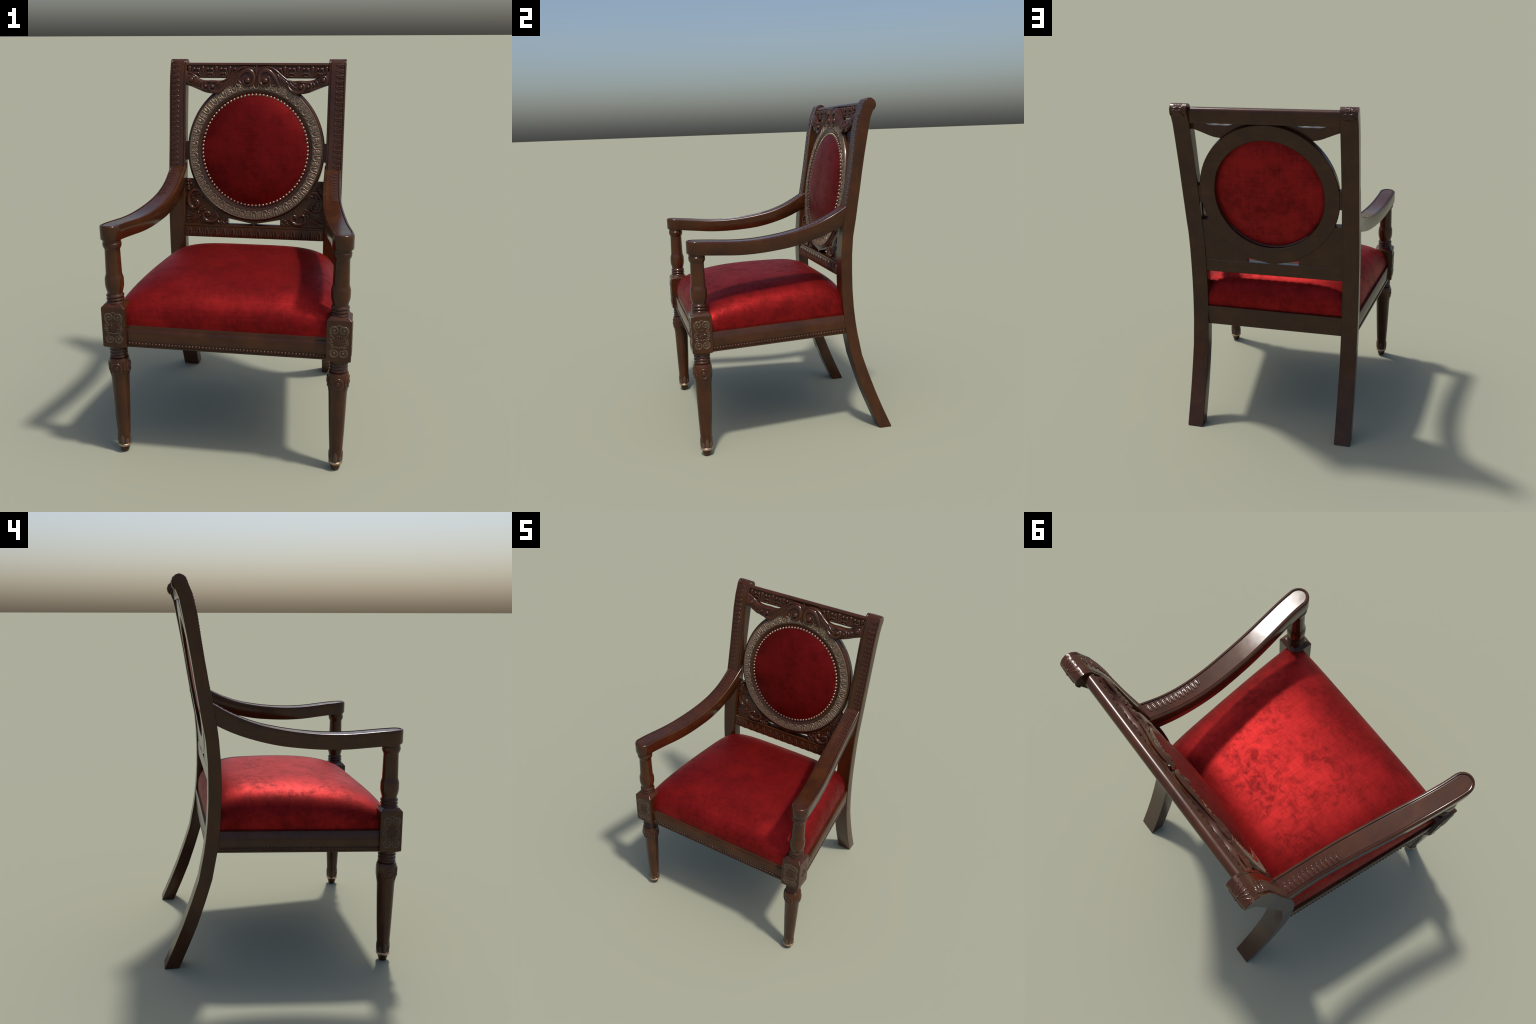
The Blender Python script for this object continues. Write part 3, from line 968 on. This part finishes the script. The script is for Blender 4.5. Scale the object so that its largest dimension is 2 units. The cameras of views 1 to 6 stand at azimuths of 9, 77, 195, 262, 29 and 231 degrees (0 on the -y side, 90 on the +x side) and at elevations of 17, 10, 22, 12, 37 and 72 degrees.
# pointed apron under the oval
R = []
for x in np.linspace(-0.160, 0.160, 25):
    zb = 1.0490 + 0.0315 * abs(x) / 0.158
    if abs(x) < 0.012:
        zb = 1.038
    zt = OZ - OS * math.sqrt(0.400 ** 2 - x * x)
    zt = max(zt, zb + 0.004)
    R.append([(x, PF(zb) + 0.0085, zb), (x, PF(zt) + 0.0085, zt), pbk(x, zt, 0.002), pbk(x, zb, 0.002)])
part('apron', *rings(R), WOODBACK, back_frame, 25)

# lower cross rail with a band of upright leaves
R = []
for z, wf, wb in ((0.9640, -0.003, 0.003), (0.9665, 0.0, 0.0), (1.0270, 0.0, 0.0), (1.0285, -0.0025, 0.0), (1.0300, -0.0025, 0.0),
                  (1.0315, 0.0005, 0.0), (1.0385, 0.0005, 0.0), (1.0410, -0.003, 0.003)):
    R.append([pan(-0.422, z, wf), pan(0.422, z, wf), (0.422, PB(z) - wb, z), (-0.422, PB(z) - wb, z)])
lower = part('lower_rail', *rings(R), WOODX, chair, 40)
b = Bag()
for s_ in (1, -1):
    b.add(ridge(spline([(0.0080 * s_, -0.027), (0.0098 * s_, -0.008), (0.0070 * s_, 0.012), (0.0008 * s_, 0.030)], 18), [0.0058, 0.0078, 0.0066, 0.0024], 1.0))
b.add(ridge(spline([(0, -0.027), (0, -0.005), (0, 0.012)], 9), [0.0034, 0.0036, 0.0014], 2.0))
BANDLEAF = raw_mesh('band_leaf', b.V, b.F, CARVED, 60)
b = Bag()
for s_ in (1, -1):
    b.add(ridge(spline([(0.0062 * s_, -0.027), (0.0052 * s_, -0.010), (0.0006 * s_, 0.0050)], 12), [0.0044, 0.0050, 0.0020], 1.1))
DARTLEAF = raw_mesh('dart_leaf', b.V, b.F, CARVED, 60)
for k in range(16):
    x = -0.418 + 0.836 * (k + 0.5) / 16
    link('band_leaf', BANDLEAF, lower, panel_frame(x, 0.9925, 0))
    if k < 15:
        link('dart_leaf', DARTLEAF, lower, panel_frame(x + 0.836 / 32, 0.9925, 0))

# ---------------------------------------------------------------- crest rail
CS = [(0.4530, 1.8935), (0.4505, 1.8950), (0.4490, 1.8985), (0.4500, 1.9020), (0.4545, 1.9040), (0.4625, 1.9500), (0.4640, 1.9600), (0.4600, 1.9640),
      (0.4590, 1.9690), (0.4635, 1.9760), (0.4720, 1.9800), (0.4820, 1.9795), (0.4915, 1.9755), (0.4985, 1.9675), (0.5010, 1.9570), (0.4995, 1.9440),
      (0.4945, 1.9150), (0.4915, 1.8960), (0.4895, 1.8935)]
crest = part('crest_rail', *rings([[(x, y, z) for y, z in CS] for x in (-0.424, 0.424)]), WOODX, chair, 38)

def palmette():
    b = Bag()
    for s in (1, -1):
        b.add(ridge(spline([(0.003 * s, -0.030), (0.011 * s, -0.014), (0.0165 * s, 0.004), (0.0235 * s, 0.017), (0.0300 * s, 0.012)], 18), [0.004, 0.0075, 0.0085, 0.0070], 0.95))
        b.add(boss(0.0275 * s, 0.0130, 0.0082, 0.0098, 12, 4))
        b.add(ridge(spline([(0.004 * s, -0.030), (0.016 * s, -0.020), (0.026 * s, -0.008), (0.0345 * s, -0.010)], 16), [0.004, 0.0066, 0.0072, 0.0056], 0.95))
        b.add(boss(0.0335 * s, -0.0100, 0.0070, 0.0085, 12, 4))
        b.add(ridge(spline([(0.006 * s, -0.031), (0.018 * s, -0.028), (0.030 * s, -0.026)], 12), [0.0035, 0.0055, 0.0060], 0.95))
        b.add(boss(0.0320 * s, -0.0265, 0.0068, 0.0080, 10, 4))
    b.add(ridge(spline([(0, -0.031), (0, 0.0), (0, 0.020)], 12), [0.0045, 0.0085, 0.0120, 0.0120], 0.8))
    b.add(boss(0, 0.0195, 0.0125, 0.0105, 14, 4))
    return raw_mesh('palmette', b.V, b.F, CARVED, 60)
PALM = palmette()
for k in (-5, -4, -3, -2, 2, 3, 4, 5):
    M = frame((0.0808 * k, 0.4590, 1.9295), (1, 0, 0), (0, 0.17, 1)) @ Matrix.Diagonal((1.12, 1.04, 1.1, 1))
    link('palmette', PALM, crest, M)

# ---------------------------------------------------------------- carved garland under the crest
def garland():
    plate = Bag()
    # outline: top and bottom edge of the half garland (x > 0)
    top = spline([(0.0, 1.950), (0.018, 1.952), (0.046, 1.957), (0.082, 1.957), (0.115, 1.942), (0.150, 1.913), (0.182, 1.889), (0.215, 1.881),
                  (0.255, 1.8825), (0.295, 1.8815), (0.325, 1.8855), (0.352, 1.897), (0.383, 1.918), (0.420, 1.936)], 57)
    bot = spline([(0.0, 1.832), (0.03, 1.832), (0.07, 1.834), (0.11, 1.836), (0.15, 1.834), (0.185, 1.822), (0.225, 1.808), (0.262, 1.8065),
                  (0.305, 1.814), (0.345, 1.829), (0.385, 1.845), (0.420, 1.857)], 57)
    xs = np.linspace(0, 0.421, 57)
    tx = np.array([p[0] for p in top]); tz = np.array([p[1] for p in top])
    bx = np.array([p[0] for p in bot]); bz = np.array([p[1] for p in bot])
    R = []
    for x in list(-xs[::-1]) + list(xs[1:]):
        zt = float(np.interp(abs(x), tx, tz))
        zb = float(np.interp(abs(x), bx, bz))
        ring = []
        for t, w in ((0.0, -0.028), (0.0, -0.004), (0.04, 0.0), (0.12, 0.0035), (0.3, 0.006), (0.5, 0.0065), (0.7, 0.006), (0.88, 0.0035), (0.96, 0.0), (1.0, -0.004), (0.965, -0.028)):
            z = zb + (zt - zb) * t
            ring.append(pan(x, z, w))
        R.append(ring)
    plate.add(rings(R))
    return plate
pl = garland()
gar = part('garland', pl.V, pl.F, CARVED, chair, 45)

bb = Bag()
for s in (1, -1):
    dn = lambda VF: bb.add(mapped(VF, lambda u, v, w: pan(s * u, v, w + 0.0045)))
    def rb(pts, rad, n=28, h=1.1):
        dn(ridge(spline(pts, n), rad, h))
    # big volute: the coil unwinds over the top and runs down into the garland
    rb([(0.0480, 1.9050), (0.0700, 1.9030), (0.0800, 1.8840), (0.0690, 1.8610), (0.0460, 1.8555), (0.0210, 1.8680), (0.0145, 1.8960), (0.0240, 1.9240),
        (0.0480, 1.9395), (0.0760, 1.9330), (0.0980, 1.9110), (0.1150, 1.8840), (0.1290, 1.8580), (0.1380, 1.8400)],
       [0.0035, 0.0062, 0.0080, 0.0094, 0.0104, 0.0115, 0.0130, 0.0142, 0.0145, 0.0138, 0.0125, 0.0105, 0.0075, 0.0030], 84, 0.85)
    dn(boss(0.0520, 1.8815, 0.0185, 0.0165, 18, 5))
    # crest edge of the arm
    rb([(0.022, 1.951), (0.046, 1.956), (0.082, 1.954), (0.114, 1.938), (0.150, 1.908), (0.184, 1.884), (0.216, 1.874)],
       [0.002, 0.0042, 0.0060, 0.0060, 0.0055, 0.002], 40)
    # acanthus tips curling behind the coil
    for a, m_, c, r in (((0.106, 1.893), (0.101, 1.874), (0.087, 1.868), 0.0070), ((0.120, 1.870), (0.110, 1.853), (0.094, 1.852), 0.0068)):
        rb([a, m_, c], [0.0025, r, 0.0030], 14, 0.9)
    # long ribs sweeping down the arm
    for a, m_, c, r in (((0.110, 1.930), (0.135, 1.898), (0.148, 1.850), 0.0078), ((0.122, 1.922), (0.150, 1.890), (0.166, 1.842), 0.0078),
                        ((0.134, 1.912), (0.165, 1.880), (0.186, 1.834), 0.0075), ((0.148, 1.900), (0.182, 1.868), (0.208, 1.828), 0.0070),
                        ((0.100, 1.925), (0.122, 1.888), (0.132, 1.848), 0.0060)):
        rb([a, m_, c], [0.0030, r, 0.0026], 18, 0.85)
    # the curl: boss with a rim running back into the stem
    rb([(0.182, 1.862), (0.194, 1.838), (0.216, 1.820), (0.246, 1.8165), (0.270, 1.826), (0.281, 1.844), (0.272, 1.860), (0.256, 1.862)],
       [0.003, 0.0090, 0.0120, 0.0120, 0.0100, 0.0078, 0.005], 44)
    dn(boss(0.2600, 1.8460, 0.0150, 0.0150, 16, 5))
    rb([(0.196, 1.872), (0.214, 1.852), (0.234, 1.842)], [0.003, 0.0085, 0.003], 12)
    rb([(0.206, 1.875), (0.226, 1.862), (0.246, 1.868)], [0.003, 0.0085, 0.003], 12)
    # second curl and leaf waves on the way to the post
    rb([(0.302, 1.874), (0.318, 1.864), (0.322, 1.846), (0.309, 1.831), (0.294, 1.836)], [0.004, 0.0080, 0.0080, 0.004], 22)
    dn(boss(0.3020, 1.8475, 0.0120, 0.0110, 14, 4))
    for a, m_, c in (((0.318, 1.874), (0.336, 1.862), (0.338, 1.838)), ((0.336, 1.882), (0.354, 1.872), (0.362, 1.850)),
                     ((0.232, 1.876), (0.262, 1.874), (0.292, 1.872)), ((0.286, 1.826), (0.330, 1.834), (0.380, 1.850))):
        rb([a, m_, c], [0.003, 0.0085, 0.003], 16)
    # end boss against the post
    ringp = [(0.3875 + 0.0215 * math.cos(t), 1.8850 + 0.0215 * math.sin(t)) for t in np.linspace(0, 2 * PI, 25)]
    dn(ridge(ringp, [0.0065, 0.0065], 0.9))
    dn(boss(0.3875, 1.8850, 0.0160, 0.0110, 16, 5))
    rb([(0.345, 1.896), (0.372, 1.914), (0.408, 1.928)], [0.002, 0.0055, 0.003], 14)
# spray of three leaves between the volutes
for du, top_z, wd in ((-0.014, 1.960, 0.011), (0.014, 1.960, 0.011), (0.0, 1.968, 0.014)):
    bb.add(mapped(ridge(spline([(du * 0.1, 1.905), (du * 0.35, 1.935), (du, top_z)], 12), [0.003, wd * 0.42, wd * 0.5, 0.003], 0.9),
                  lambda u, v, w: pan(u, v, w + 0.006)))
bb.add(mapped(ridge(spline([(0, 1.842), (0, 1.875), (0, 1.905)], 10), [0.003, 0.0055, 0.003], 0.9), lambda u, v, w: pan(u, v, w + 0.005)))
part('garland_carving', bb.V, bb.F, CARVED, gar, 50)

bpy.context.view_layer.update()
